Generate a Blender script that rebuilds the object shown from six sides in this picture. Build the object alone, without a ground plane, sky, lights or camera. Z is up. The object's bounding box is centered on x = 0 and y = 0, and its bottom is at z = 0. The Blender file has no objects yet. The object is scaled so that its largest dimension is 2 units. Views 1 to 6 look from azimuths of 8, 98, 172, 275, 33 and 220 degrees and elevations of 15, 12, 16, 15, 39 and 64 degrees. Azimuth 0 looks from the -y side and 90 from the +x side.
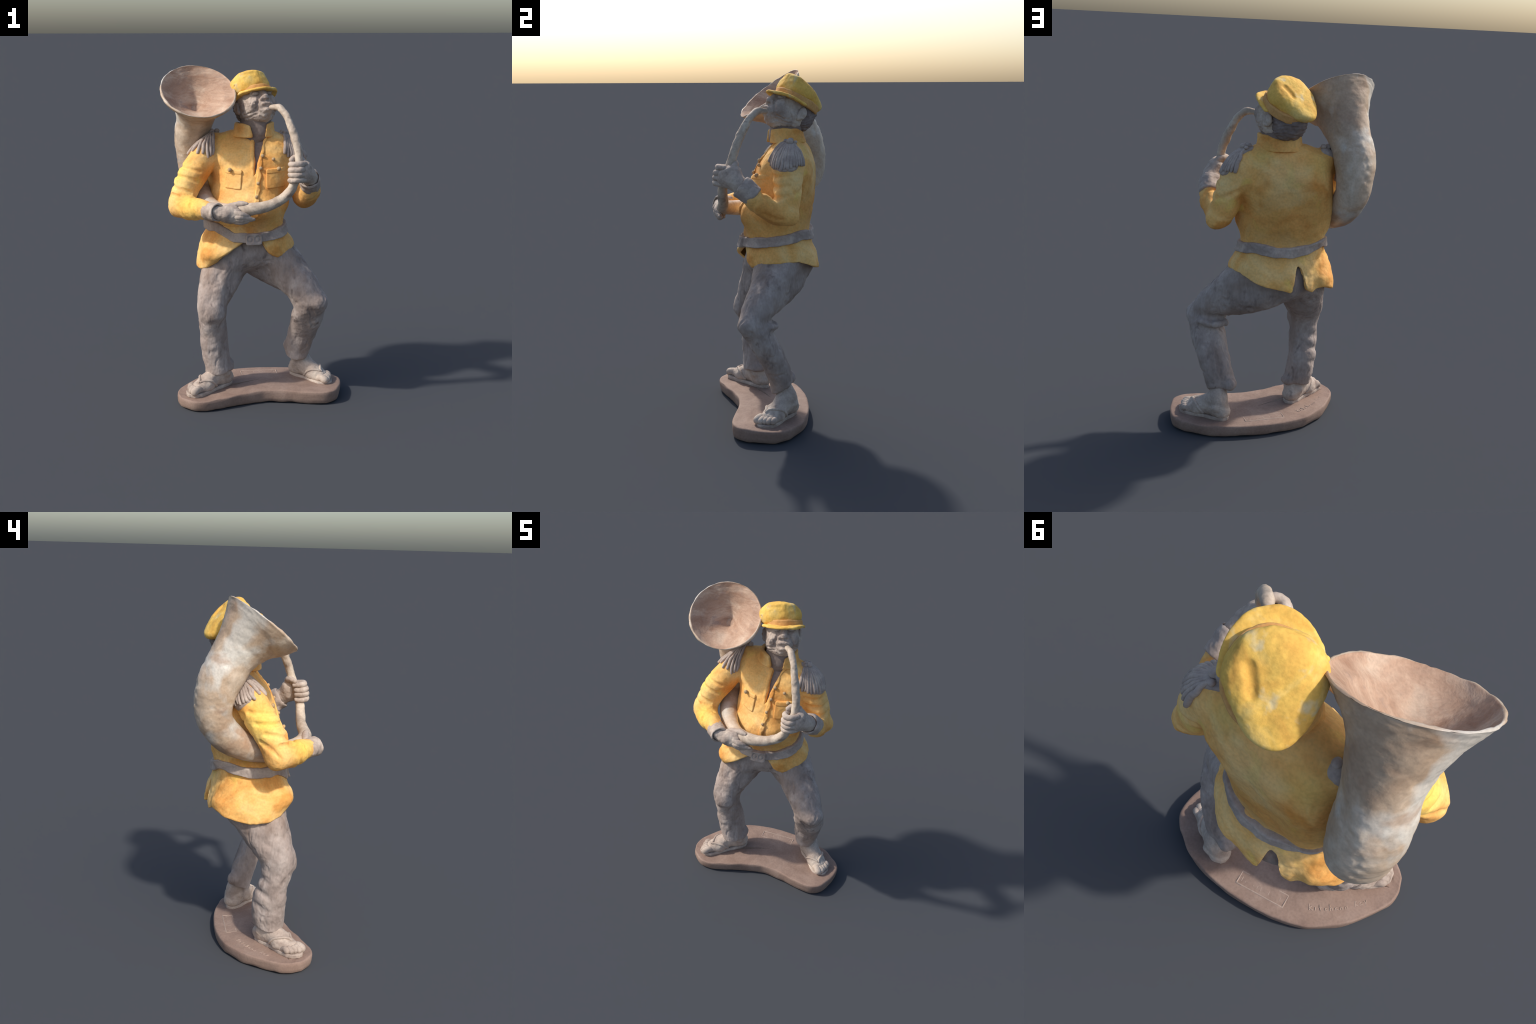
# A sculpted clay statue: a band musician in a yellow uniform jacket and cap,
# knees bent on a kidney-shaped plinth, playing a big coiled brass horn.
# Every part is described by profiles, spines and blended solids (signed
# distance functions) that are meshed with a small surface-nets routine.
import bpy, math
import numpy as np

RNG = np.random.default_rng(7)
V = lambda *a: np.array(a, dtype=np.float64)
F32 = np.float32

# ------------------------------------------------------------------ noise
_TAB = np.random.default_rng(11).random((32, 32, 32)).astype(F32) * 2 - 1


def vnoise(p):
    p = np.asarray(p, F32)
    i = np.floor(p).astype(np.int32)
    f = p - i
    f = f * f * f * (f * (f * 6 - 15) + 10)
    i0 = i & 31
    i1 = (i + 1) & 31
    x0, y0, z0 = i0.T
    x1, y1, z1 = i1.T
    fx, fy, fz = f.T
    a = _TAB[x0, y0, z0] * (1 - fx) + _TAB[x1, y0, z0] * fx
    b = _TAB[x0, y1, z0] * (1 - fx) + _TAB[x1, y1, z0] * fx
    c = _TAB[x0, y0, z1] * (1 - fx) + _TAB[x1, y0, z1] * fx
    d = _TAB[x0, y1, z1] * (1 - fx) + _TAB[x1, y1, z1] * fx
    a = a * (1 - fy) + b * fy
    c = c * (1 - fy) + d * fy
    return a * (1 - fz) + c * fz


def fbm(p, scale, octaves=3, gain=0.5, off=0.0):
    s = 0.0
    a = 1.0
    q = np.asarray(p) / scale + off
    for _ in range(octaves):
        s = s + a * vnoise(q)
        q = q * 2.03 + 5.3
        a *= gain
    return s


# ------------------------------------------------------------------ solids
def smin(a, b, k):
    h = np.clip(0.5 + 0.5 * (b - a) / k, 0, 1)
    return b * (1 - h) + a * h - k * h * (1 - h)


def smax(a, b, k):
    return -smin(-a, -b, k)


def sphere(p, c, r):
    return np.linalg.norm(p - V(*c), axis=1) - r


def ellipsoid(p, c, r, M=None):
    q = p - np.asarray(c, float)
    if M is not None:
        q = q @ np.asarray(M).T
    r = np.asarray(r, float)
    k0 = np.linalg.norm(q / r, axis=1)
    k1 = np.linalg.norm(q / (r * r), axis=1)
    return k0 * (k0 - 1) / np.maximum(k1, 1e-6)


def seg(p, a, b, r1, r2=None):
    a = np.asarray(a, float)
    b = np.asarray(b, float)
    r2 = r1 if r2 is None else r2
    ab = b - a
    t = np.clip((p - a) @ ab / max(ab @ ab, 1e-12), 0, 1)
    d = np.linalg.norm(p - a - t[:, None] * ab, axis=1)
    return d - (r1 + (r2 - r1) * t)


def catmull(P, n):
    """Dense Catmull-Rom resampling of control rows P (any columns)."""
    P = np.asarray(P, float)
    Q = np.vstack([2 * P[0] - P[1], P, 2 * P[-1] - P[-2]])
    out = []
    for i in range(len(P) - 1):
        p0, p1, p2, p3 = Q[i:i + 4]
        t = np.linspace(0, 1, n, endpoint=False)[:, None]
        out.append(0.5 * ((2 * p1) + (p2 - p0) * t + (2 * p0 - 5 * p1 + 4 * p2 - p3) * t ** 2
                          + (3 * p1 - p0 - 3 * p2 + p3) * t ** 3))
    out.append(P[-1:])
    return np.vstack(out)


def limb(p, P, n=6, k=None):
    """Round tube along a spline of rows (x, y, z, radius)."""
    S = catmull(P, n)
    far = np.linalg.norm(p - (S[:, :3].min(0) + S[:, :3].max(0)) / 2, axis=1) - np.linalg.norm(np.ptp(S[:, :3], axis=0)) / 2 - S[:, 3].max()
    near = far < .08
    if k is None and not near.all():
        out = np.maximum(far, .06)
        if near.any():
            out[near] = limb(p[near], P, n)
        return out
    d = None
    for i in range(len(S) - 1):
        e = seg(p, S[i, :3], S[i + 1, :3], S[i, 3], S[i + 1, 3])
        d = e if d is None else (np.minimum(d, e) if k is None else smin(d, e, k))
    return d


class Loft:
    """Stack of superelliptic sections: rows z, cx, cy, a, b, turn(deg), power."""

    def __init__(self, rows):
        r = [list(x) + [0.0, 2.2][len(x) - 5:] for x in rows]
        r = sorted(r)
        self.S = catmull(np.array(r), 12)
        self.S = self.S[np.argsort(self.S[:, 0], kind='stable')]
        self.z0, self.z1 = self.S[0, 0], self.S[-1, 0]

    def at(self, z):
        return [np.interp(z, self.S[:, 0], self.S[:, i]) for i in range(1, 7)]

    def __call__(self, p, cap=True, k=0.02):
        z = p[:, 2]
        cx, cy, a, b, t, n = self.at(z)
        t = np.radians(t)
        x, y = p[:, 0] - cx, p[:, 1] - cy
        u = x * np.cos(t) + y * np.sin(t)
        v = -x * np.sin(t) + y * np.cos(t)
        rho = (np.abs(u / a) ** n + np.abs(v / b) ** n) ** (1 / n)
        rho = np.maximum(rho, 1e-3)
        d = np.sqrt(u * u + v * v) * (1 - 1 / rho)
        d = np.where(rho < 0.35, (rho - 1) * np.minimum(a, b), d)
        if cap:
            d = smax(d, np.maximum(self.z0 - z, z - self.z1), k)
        return d


def polar_profile(pts, c):
    """Periodic height-by-bearing curve: rows (bearing deg, value)."""
    pts = sorted(pts)
    A = np.array([q[0] for q in pts], float)
    B = np.array([q[1] for q in pts], float)
    A = np.concatenate([A - 360, A, A + 360])
    B = np.concatenate([B, B, B])

    def f(p):
        th = np.degrees(np.arctan2(p[:, 1] - c[1], p[:, 0] - c[0]))
        return np.interp(th, A, B)
    return f


def groove(p, pts, w, depth):
    """Amount to add to a distance so that a crease runs along pts."""
    d = None
    for a, b in zip(pts[:-1], pts[1:]):
        e = seg(p, a, b, 0.0)
        d = e if d is None else np.minimum(d, e)
    return depth * np.exp(-(d / w) ** 2)


# ------------------------------------------------------------------ meshing
def surface(f, lo, hi, h, relax=2):
    """Naive surface nets on a sparse-evaluated grid: returns verts, quads."""
    B = 4
    lo = np.asarray(lo, float)
    nb = np.ceil((np.asarray(hi, float) - lo) / (h * B)).astype(int)
    n = nb * B
    bi = np.stack(np.meshgrid(*[np.arange(k) for k in nb], indexing='ij'), -1).reshape(-1, 3)
    cen = lo + (bi * B + (B - 1) / 2) * h
    dc = f(cen)
    act = np.abs(dc) < h * B * 1.75 + 0.004
    g = np.repeat(np.repeat(np.repeat(np.sign(dc).reshape(nb), B, 0), B, 1), B, 2).astype(F32)
    o = np.stack(np.meshgrid(*[np.arange(B)] * 3, indexing='ij'), -1).reshape(-1, 3)
    ids = (bi[act][:, None, :] * B + o[None]).reshape(-1, 3)
    for s in range(0, len(ids), 400000):
        q = ids[s:s + 400000]
        g[q[:, 0], q[:, 1], q[:, 2]] = f(lo + q * h)
    g[g == 0] = 1e-6
    ins = g < 0
    c = [ins[i:n[0] - 1 + i, j:n[1] - 1 + j, k:n[2] - 1 + k] for i in (0, 1) for j in (0, 1) for k in (0, 1)]
    cnt = sum(x.astype(np.int8) for x in c)
    cells = np.argwhere((cnt > 0) & (cnt < 8))
    idx = np.full(n - 1, -1, np.int32)
    idx[cells[:, 0], cells[:, 1], cells[:, 2]] = np.arange(len(cells))
    acc = np.zeros((len(cells), 3))
    num = np.zeros(len(cells))
    for ax in range(3):
        oth = [a for a in range(3) if a != ax]
        for j in (0, 1):
            for k in (0, 1):
                a = cells.copy()
                a[:, oth[0]] += j
                a[:, oth[1]] += k
                b = a.copy()
                b[:, ax] += 1
                ga = g[a[:, 0], a[:, 1], a[:, 2]]
                gb = g[b[:, 0], b[:, 1], b[:, 2]]
                m = (ga < 0) != (gb < 0)
                t = ga[m] / (ga[m] - gb[m])
                q = a[m].astype(float)
                q[:, ax] += t
                acc[m] += q
                num[m] += 1
    verts = lo + acc / num[:, None] * h
    quads = []
    for ax in range(3):
        o1, o2 = [(1, 2), (2, 0), (0, 1)][ax]
        sl = [slice(None)] * 3
        s1 = [slice(None)] * 3
        sl[ax] = slice(0, -1)
        s1[ax] = slice(1, None)
        ch = ins[tuple(sl)] != ins[tuple(s1)]
        e = np.argwhere(ch)
        ok = (e[:, o1] > 0) & (e[:, o2] > 0) & (e[:, o1] < n[o1] - 1) & (e[:, o2] < n[o2] - 1)
        e = e[ok]
        flip = ins[e[:, 0], e[:, 1], e[:, 2]]
        q = []
        for d1, d2 in ((-1, -1), (0, -1), (0, 0), (-1, 0)):
            w = e.copy()
            w[:, o1] += d1
            w[:, o2] += d2
            q.append(idx[w[:, 0], w[:, 1], w[:, 2]])
        q = np.stack(q, 1)
        q[~flip] = q[~flip][:, ::-1]
        quads.append(q)
    quads = np.vstack(quads)
    quads = quads[(quads >= 0).all(1)]
    verts = smooth(verts, quads, relax, 0.4)
    return verts, quads


def smooth(v, q, it, k):
    if it <= 0:
        return v
    a = q.reshape(-1)
    b = np.roll(q, -1, 1).reshape(-1)
    src = np.concatenate([a, b])
    dst = np.concatenate([b, a])
    deg = np.maximum(np.bincount(dst, minlength=len(v)), 1)
    for _ in range(it):
        m = np.stack([np.bincount(dst, v[src, i], len(v)) for i in range(3)], 1) / deg[:, None]
        v = v + (m - v) * k
    return v


def vnormals(v, q):
    n = np.cross(v[q[:, 2]] - v[q[:, 0]], v[q[:, 3 if q.shape[1] > 3 else 1]] - v[q[:, 1]])
    N = np.zeros_like(v)
    for i in range(q.shape[1]):
        for c in range(3):
            N[:, c] += np.bincount(q[:, i], n[:, c], len(v))
    return N / np.maximum(np.linalg.norm(N, axis=1), 1e-12)[:, None]


def rough(v, q, layers):
    """Push vertices along normals by layered noise: (scale, amount, octaves)."""
    N = vnormals(v, q)
    d = 0
    for i, (s, a, o) in enumerate(layers):
        d = d + a * fbm(v, s, o, off=3.7 * i)
    return v + N * np.asarray(d)[:, None]


ROOT = None


def make_object(name, v, q, mat, parent=None, normals=None):
    me = bpy.data.meshes.new(name)
    v = np.asarray(v, F32)
    q = np.asarray(q, np.int32)
    me.vertices.add(len(v))
    me.vertices.foreach_set('co', v.reshape(-1))
    me.loops.add(q.size)
    me.loops.foreach_set('vertex_index', q.reshape(-1))
    me.polygons.add(len(q))
    me.polygons.foreach_set('loop_start', np.arange(len(q), dtype=np.int32) * q.shape[1])
    me.polygons.foreach_set('use_smooth', np.ones(len(q), bool))
    me.update(calc_edges=True)
    me.validate()
    if normals is not None:
        me.normals_split_custom_set_from_vertices(np.asarray(normals, F32))
    me.materials.append(mat)
    ob = bpy.data.objects.new(name, me)
    bpy.context.scene.collection.objects.link(ob)
    ob.parent = parent or ROOT
    return ob


def split_object(v, q, label, specs):
    """One smooth surface cut by region into objects that share normals."""
    N = vnormals(v, q)
    out = []
    for i, (name, mat, parent) in enumerate(specs):
        f = q[label == i]
        if len(f) == 0:
            out.append(None)
            continue
        used = np.unique(f)
        m = np.full(len(v), -1)
        m[used] = np.arange(len(used))
        out.append(make_object(name, v[used], m[f], mat, parent, N[used]))
    return out


def face_centres(v, q):
    return v[q].mean(1)


def solid(name, f, lo, hi, h, mat, parent=None, layers=(), relax=2):
    v, q = surface(f, lo, hi, h, relax)
    if layers:
        v = rough(v, q, layers)
    return make_object(name, v, q, mat, parent)


def tube_rings(S, sides, lead=None, span=44):
    """Rings (parallel transport) round spline rows x, y, z, r."""
    P, R = S[:, :3], S[:, 3]
    T = np.gradient(P, axis=0)
    T /= np.linalg.norm(T, axis=1)[:, None]
    if lead is not None:              # ease the first rings towards a given facing
        w = np.clip(1 - np.arange(len(T)) / span, 0, 1)[:, None]
        T = T * (1 - w) + np.asarray(lead) * w
        T /= np.linalg.norm(T, axis=1)[:, None]
    u = np.cross(T[0], V(0.3, 0.2, 1.0))
    u /= np.linalg.norm(u)
    a = np.linspace(0, 2 * np.pi, sides, endpoint=False)
    out = []
    for i in range(len(P)):
        u = u - T[i] * (u @ T[i])
        u /= np.linalg.norm(u)
        w = np.cross(T[i], u)
        out.append(P[i] + R[i] * (np.cos(a)[:, None] * u + np.sin(a)[:, None] * w))
    return np.array(out)


def ring_quads(n, m):
    i, j = np.meshgrid(np.arange(n - 1), np.arange(m), indexing='ij')
    a = i * m + j
    b = i * m + (j + 1) % m
    return np.stack([a, b, b + m, a + m], -1).reshape(-1, 4)


def strand(name, path, mat, parent, sides=10, n=6, kind=None):
    """Rounded tapering strand along rows x, y, z, r, closed at the ends."""
    S = catmull(path, n)
    t0, t1 = S[0].copy(), S[-1].copy()
    t0[3] = t1[3] = 1e-4
    S = np.vstack([t0, S, t1])
    S[0, :3] -= (S[2, :3] - S[1, :3]) * 0.4
    S[-1, :3] += (S[-2, :3] - S[-3, :3]) * 0.4
    r = tube_rings(S, sides)
    return make_object(name, r.reshape(-1, 3), ring_quads(len(S), sides), mat, parent)


def to_surface(pts, f, off):
    p = np.array(pts, float)
    for _ in range(12):
        e = 1e-3
        d = f(p) - off
        G = np.stack([(f(p + V(*(e if i == j else 0 for j in range(3)))) - f(p - V(*(e if i == j else 0 for j in range(3))))) / (2 * e)
                      for i in range(3)], 1)
        G /= np.maximum(np.linalg.norm(G, axis=1), 1e-6)[:, None]
        p = p - G * d[:, None] * 0.7
    return p


# ------------------------------------------------------------------ materials
def clay(name, colours, scale=6.0, stroke=(1, 1, 1), rough_v=0.75, bump=0.25, grain=90.0,
         spots=None, spec=0.25, patches=()):
    """Painted clay: noise blends between a few colours (colour, position) and
    brush grain; spots = (colour, scale, threshold, amount);
    patches = soft painted blotches (colour, centre, radius, amount)."""
    m = bpy.data.materials.new(name)
    m.use_nodes = True
    nt = m.node_tree
    N, L = nt.nodes, nt.links
    bs = N['Principled BSDF']
    bs.inputs['Roughness'].default_value = rough_v
    bs.inputs['Specular IOR Level'].default_value = spec
    tc = N.new('ShaderNodeTexCoord')
    mp = N.new('ShaderNodeMapping')
    mp.inputs['Scale'].default_value = stroke
    L.new(tc.outputs['Object'], mp.inputs['Vector'])
    n1 = N.new('ShaderNodeTexNoise')
    n1.inputs['Scale'].default_value = scale
    n1.inputs['Detail'].default_value = 5
    n1.inputs['Roughness'].default_value = 0.6
    n1.inputs['Distortion'].default_value = 0.6
    L.new(mp.outputs[0], n1.inputs['Vector'])
    cr = N.new('ShaderNodeValToRGB')
    el = cr.color_ramp.elements
    while len(el) < len(colours):
        el.new(0.5)
    for e, (c, pos) in zip(el, colours):
        e.position = pos
        e.color = (*c, 1)
    L.new(n1.outputs['Fac'], cr.inputs['Fac'])
    col = cr.outputs['Color']

    def mix(fac, a, bcol, mode='MIX'):
        x = N.new('ShaderNodeMix')
        x.data_type = 'RGBA'
        x.blend_type = mode
        L.new(fac, x.inputs[0])
        L.new(a, x.inputs[6])
        if isinstance(bcol, tuple):
            x.inputs[7].default_value = (*bcol, 1)
        else:
            L.new(bcol, x.inputs[7])
        return x.outputs[2]

    def remap(v, a, b, c, d):
        r = N.new('ShaderNodeMapRange')
        r.inputs['From Min'].default_value = a
        r.inputs['From Max'].default_value = b
        r.inputs['To Min'].default_value = c
        r.inputs['To Max'].default_value = d
        L.new(v, r.inputs['Value'])
        return r.outputs[0]

    for sc, ssc, th, amt in (spots or []):
        n2 = N.new('ShaderNodeTexNoise')
        n2.inputs['Scale'].default_value = ssc
        n2.inputs['Detail'].default_value = 3
        n2.inputs['Distortion'].default_value = 0.3
        L.new(mp.outputs[0], n2.inputs['Vector'])
        col = mix(remap(n2.outputs['Fac'], th, th + 0.10, 0, amt), col, sc)
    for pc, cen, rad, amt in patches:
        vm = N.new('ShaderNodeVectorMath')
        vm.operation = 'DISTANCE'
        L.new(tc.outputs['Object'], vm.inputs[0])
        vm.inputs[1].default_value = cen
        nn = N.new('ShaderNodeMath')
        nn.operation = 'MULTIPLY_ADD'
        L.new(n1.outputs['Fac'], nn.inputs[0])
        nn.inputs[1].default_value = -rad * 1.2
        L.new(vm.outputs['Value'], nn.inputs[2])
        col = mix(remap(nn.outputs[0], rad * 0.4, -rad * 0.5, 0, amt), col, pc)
    # fine brush grain
    n3 = N.new('ShaderNodeTexNoise')
    n3.inputs['Scale'].default_value = grain
    n3.inputs['Detail'].default_value = 4
    L.new(mp.outputs[0], n3.inputs['Vector'])
    g = N.new('ShaderNodeValToRGB')
    g.color_ramp.elements[0].color = (0.86, 0.86, 0.86, 1)
    g.color_ramp.elements[1].color = (1.0, 1.0, 1.0, 1)
    g.color_ramp.elements[0].position = 0.3
    g.color_ramp.elements[1].position = 0.6
    L.new(n3.outputs['Fac'], g.inputs['Fac'])
    x = N.new('ShaderNodeMix')
    x.data_type = 'RGBA'
    x.blend_type = 'MULTIPLY'
    x.inputs[0].default_value = 1.0
    L.new(col, x.inputs[6])
    L.new(g.outputs['Color'], x.inputs[7])
    L.new(x.outputs[2], bs.inputs['Base Color'])
    bp = N.new('ShaderNodeBump')
    bp.inputs['Strength'].default_value = bump
    bp.inputs['Distance'].default_value = 0.004
    L.new(n3.outputs['Fac'], bp.inputs['Height'])
    L.new(bp.outputs[0], bs.inputs['Normal'])
    return m


def srgb(r, g, b):
    f = lambda c: (c / 255 / 12.92) if c / 255 <= 0.04045 else ((c / 255 + 0.055) / 1.055) ** 2.4
    return (f(r), f(g), f(b))


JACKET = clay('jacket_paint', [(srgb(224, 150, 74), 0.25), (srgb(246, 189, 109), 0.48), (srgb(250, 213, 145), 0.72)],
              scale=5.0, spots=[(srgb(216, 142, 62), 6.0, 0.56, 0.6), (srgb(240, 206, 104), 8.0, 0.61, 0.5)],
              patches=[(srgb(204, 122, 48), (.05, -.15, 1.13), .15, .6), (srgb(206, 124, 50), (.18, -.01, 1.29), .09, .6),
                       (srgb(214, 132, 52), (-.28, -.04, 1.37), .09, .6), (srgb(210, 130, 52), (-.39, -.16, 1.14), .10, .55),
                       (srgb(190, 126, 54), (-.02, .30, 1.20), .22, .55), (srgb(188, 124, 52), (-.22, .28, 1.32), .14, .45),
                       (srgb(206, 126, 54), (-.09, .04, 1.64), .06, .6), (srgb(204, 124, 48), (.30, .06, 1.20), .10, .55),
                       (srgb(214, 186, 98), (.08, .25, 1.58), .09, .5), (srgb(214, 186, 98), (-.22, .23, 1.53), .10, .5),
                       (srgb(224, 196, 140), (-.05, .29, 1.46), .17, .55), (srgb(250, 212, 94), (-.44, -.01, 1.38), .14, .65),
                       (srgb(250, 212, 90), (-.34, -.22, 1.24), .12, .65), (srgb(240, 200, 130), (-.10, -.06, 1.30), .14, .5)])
CAP = clay('cap_paint', [(srgb(220, 162, 76), 0.25), (srgb(238, 192, 94), 0.5), (srgb(243, 210, 130), 0.72)],
           scale=7.0, spots=[(srgb(214, 200, 162), 13.0, 0.60, 0.7), (srgb(226, 160, 70), 6.0, 0.60, 0.6)])
TROUSER = clay('trouser_clay', [(srgb(130, 114, 105), 0.25), (srgb(166, 151, 142), 0.5), (srgb(196, 183, 174), 0.75)],  # base darker than the sunlit cloth, with baked shading averaged in
               scale=8.0, stroke=(1, 1, .5), spots=[(srgb(122, 108, 102), 22.0, 0.60, 0.7), (srgb(150, 128, 112), 6.0, 0.58, 0.45)], bump=0.4)
SKIN = clay('bare_clay', [(srgb(146, 128, 116), 0.25), (srgb(184, 167, 153), 0.5), (srgb(212, 197, 180), 0.75)],
            scale=9.0, spots=[(srgb(130, 114, 106), 22.0, 0.64, 0.5)], bump=0.3)
HAIR = clay('hair_clay', [(srgb(116, 103, 98), 0.3), (srgb(142, 128, 122), 0.6), (srgb(162, 149, 142), 0.8)],
            scale=16.0, bump=0.4)
GREY = clay('trim_clay', [(srgb(144, 128, 119), 0.25), (srgb(176, 160, 149), 0.5), (srgb(204, 188, 173), 0.75)],
            scale=10.0, bump=0.3)
HORN = clay('horn_clay', [(srgb(152, 121, 96), 0.25), (srgb(191, 166, 140), 0.48), (srgb(226, 211, 191), 0.72)],
            scale=4.0, spots=[(srgb(212, 214, 208), 5.0, 0.55, 0.55), (srgb(168, 132, 104), 7.0, 0.60, 0.55)], bump=0.2, rough_v=0.45, spec=.45)  # first spots are painted pale sky light and highlights on the brass
BELLIN = clay('bell_inside_clay', [(srgb(160, 122, 98), 0.25), (srgb(194, 162, 138), 0.5), (srgb(222, 200, 176), 0.75)],
              scale=6.0, stroke=(1, 1.2, 3.0), bump=0.3, spots=[(srgb(160, 140, 130), 12.0, 0.60, 0.5)])
PLINTH = clay('plinth_clay', [(srgb(136, 112, 99), 0.3), (srgb(150, 126, 112), 0.55), (srgb(164, 141, 127), 0.8)],
              scale=8.0, bump=0.2)
MARK = clay('mark_clay', [(srgb(160, 138, 124), .3), (srgb(176, 156, 142), .7)], scale=14.0)
BUTTON = clay('button_clay', [(srgb(172, 146, 112), .3), (srgb(204, 174, 130), .7)], scale=30.0)
PIPE = clay('pipe_clay', [(srgb(146, 130, 115), 0.25), (srgb(190, 172, 153), 0.5), (srgb(220, 206, 186), 0.72)], scale=10.0, bump=0.3,  # colours lightened to carry sun highlights along the tube
            rough_v=.65, spots=[(srgb(124, 106, 94), 16.0, .62, .6)])
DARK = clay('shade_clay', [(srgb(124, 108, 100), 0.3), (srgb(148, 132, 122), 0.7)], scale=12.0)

# ------------------------------------------------------------------ root
ROOT = bpy.data.objects.new('band_musician_statue', None)
bpy.context.scene.collection.objects.link(ROOT)
ROOT['label'] = 'clay statue of uniformed musician playing a big coiled brass horn'
ROOT['category'] = 'statue'

# ------------------------------------------------------------------ plinth
TOP = 0.068
OUT = [(-.405, -.268), (-.335, -.311), (-.27, -.315), (-.2, -.29), (-.1, -.228), (-.02, -.178), (.08, -.134),
       (.2, -.117), (.33, -.118), (.445, -.108), (.507, -.058), (.524, .03), (.525, .095), (.510, .16), (.468, .208),
       (.42, .232), (.36, .262), (.29, .277), (.195, .285), (.05, .268), (-.09, .238), (-.2, .19), (-.26, .15),
       (-.355, .045), (-.41, -.07), (-.437, -.15), (-.432, -.218)]


def rise(p):
    """The slab is a little thicker along its front edge."""
    return .014 * np.clip((p[:, 0] + .22) / .3, 0, 1) * np.clip((.22 - p[:, 1]) / .25, 0, 1)


def plinth():
    C = np.array(OUT + OUT[:1])
    C = np.array([*OUT[-2:], *OUT, *OUT[:2]])
    D = catmull(C, 8)[16:-9 - 8 + 1]
    # outline -> inward rings; profile of (inset, z)
    nrm = np.roll(D, -1, 0) - np.roll(D, 1, 0)
    nrm = np.stack([-nrm[:, 1], nrm[:, 0]], 1)
    nrm /= np.linalg.norm(nrm, axis=1)[:, None]
    prof = [(0.03, 0.004), (0.014, 0.002), (0.006, 0.005), (0.000, 0.012), (-0.003, 0.028), (-0.004, 0.048), (-0.0035, 0.0610),
            (-0.001, 0.0655), (0.003, TOP - .0004), (0.007, TOP), (0.02, TOP), (0.04, TOP)]
    rings = []
    for ins, z in prof:
        r = np.column_stack([D + nrm * ins, np.full(len(D), z)])
        if 0.001 < z < TOP - .002:
            w = 0.003 * fbm(r, 0.09, 2)
            r[:, :2] -= nrm * w[:, None]
        if z < 0.01:
            r[:, 2] = np.maximum(0, z + 0.004 * fbm(r, 0.06, 2))
        if z > 0.02:
            r[:, 2] += rise(r) * min(1, (z - .02) / .03)
        rings.append(r)
    inner = rings[-1]
    bot = rings[0]
    cen = V(0.03, 0.05, TOP)
    for t in np.concatenate([np.linspace(0.08, 0.96, 14), [.999]]):
        rr = inner * (1 - t) + cen * t
        rr[:, 2] = TOP + rise(rr)
        rings.append(rr)
    cb = V(0.03, 0.05, 0.004)
    rings = [bot * 0.001 + cb * 0.999] + rings
    R = np.array(rings)
    n, m = R.shape[:2]
    v = R.reshape(-1, 3)
    q = ring_quads(n, m)
    v2 = v.copy()
    up = v[:, 2] >= TOP - 1e-4
    v2[up, 2] += 0.0018 * fbm(v[up], 0.05, 3)
    v2[:, 2] = np.maximum(v2[:, 2], 0)
    v2[np.argmin(v2[:, 2]), 2] = 0
    # close centres
    q = np.vstack([q, [[(n - 1) * m + i, (n - 1) * m + (i + 1) % m, (n - 1) * m + (i + 2) % m, (n - 1) * m + (i + 2) % m]
                       for i in range(0)]]) if False else q
    ob = make_object('plinth', v2, q, PLINTH)
    # faint raised plaque frame, and scratched signature strokes
    a, b = V(.115, .200, 0), V(-.105, .150, 0)
    ax = (b - a) / np.linalg.norm(b - a)
    ay = V(-ax[1], ax[0], 0)
    w, hgt = np.linalg.norm(b - a), 0.058
    mid = (a + b) / 2 + ay * 0.0
    bars = []
    for s in (-1, 1):
        bars.append((mid - ax * w / 2 + ay * s * hgt / 2, mid + ax * w / 2 + ay * s * hgt / 2, 0.004))
        bars.append((mid + ax * s * w / 2 - ay * hgt / 2, mid + ax * s * w / 2 + ay * hgt / 2, 0.004))
    for i in range(11):
        x = -w / 2 + w * (i + 0.8) / 12
        o = 0.008 * math.sin(i * 2.3)
        bars.append((mid + ax * x - ay * 0.012, mid + ax * (x + o * .6) + ay * (0.010 + o * .4), 0.003))
    for i, (p0, p1, r) in enumerate(bars):
        P = np.array([[*p0[:2], TOP - r * .25, r], [*((p0 + p1) / 2)[:2], TOP - r * .2, r], [*p1[:2], TOP - r * .25, r]])
        strand('plaque_frame' if i < 4 else 'plaque_letter', P, MARK, ob, 8, 4)
    # handwritten signature: low raised pen strokes along a baseline near the rim
    glyph = {'k': [[(0, 0), (.1, 1.5)], [(.6, 1.0), (.05, .5), (.6, 0)]], 'i': [[(.1, 0), (.2, .7)]],
             't': [[(.1, 1.3), (.2, 0)], [(-.1, .8), (.5, .8)]], 'c': [[(.5, .6), (.1, .5), (.1, .1), (.5, .1)]],
             'h': [[(0, 0), (.1, 1.4)], [(.05, .4), (.4, .6), (.5, 0)]], 'a': [[(.5, .6), (.1, .5), (.1, .1), (.5, .2), (.55, 0)]],
             'n': [[(0, 0), (.1, .6)], [(.1, .4), (.4, .6), (.5, 0)]], 'r': [[(0, 0), (.1, 1.3)], [(0, 1.3), (.6, 1.2), (.1, .7), (.7, 0)]],
             'y': [[(0, .6), (.25, .1)], [(.55, .6), (.0, -.6)]]}
    B = catmull([(-.205, .108, 0), (-.26, .062, 0), (-.31, .010, 0), (-.345, -.04, 0), (-.37, -.09, 0)], 20)[:, :2]
    arc = np.concatenate([[0], np.cumsum(np.linalg.norm(np.diff(B, axis=0), axis=1))])
    word = 'kitchann ray'
    hgt = .019
    step = arc[-1] / len(word)
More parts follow.
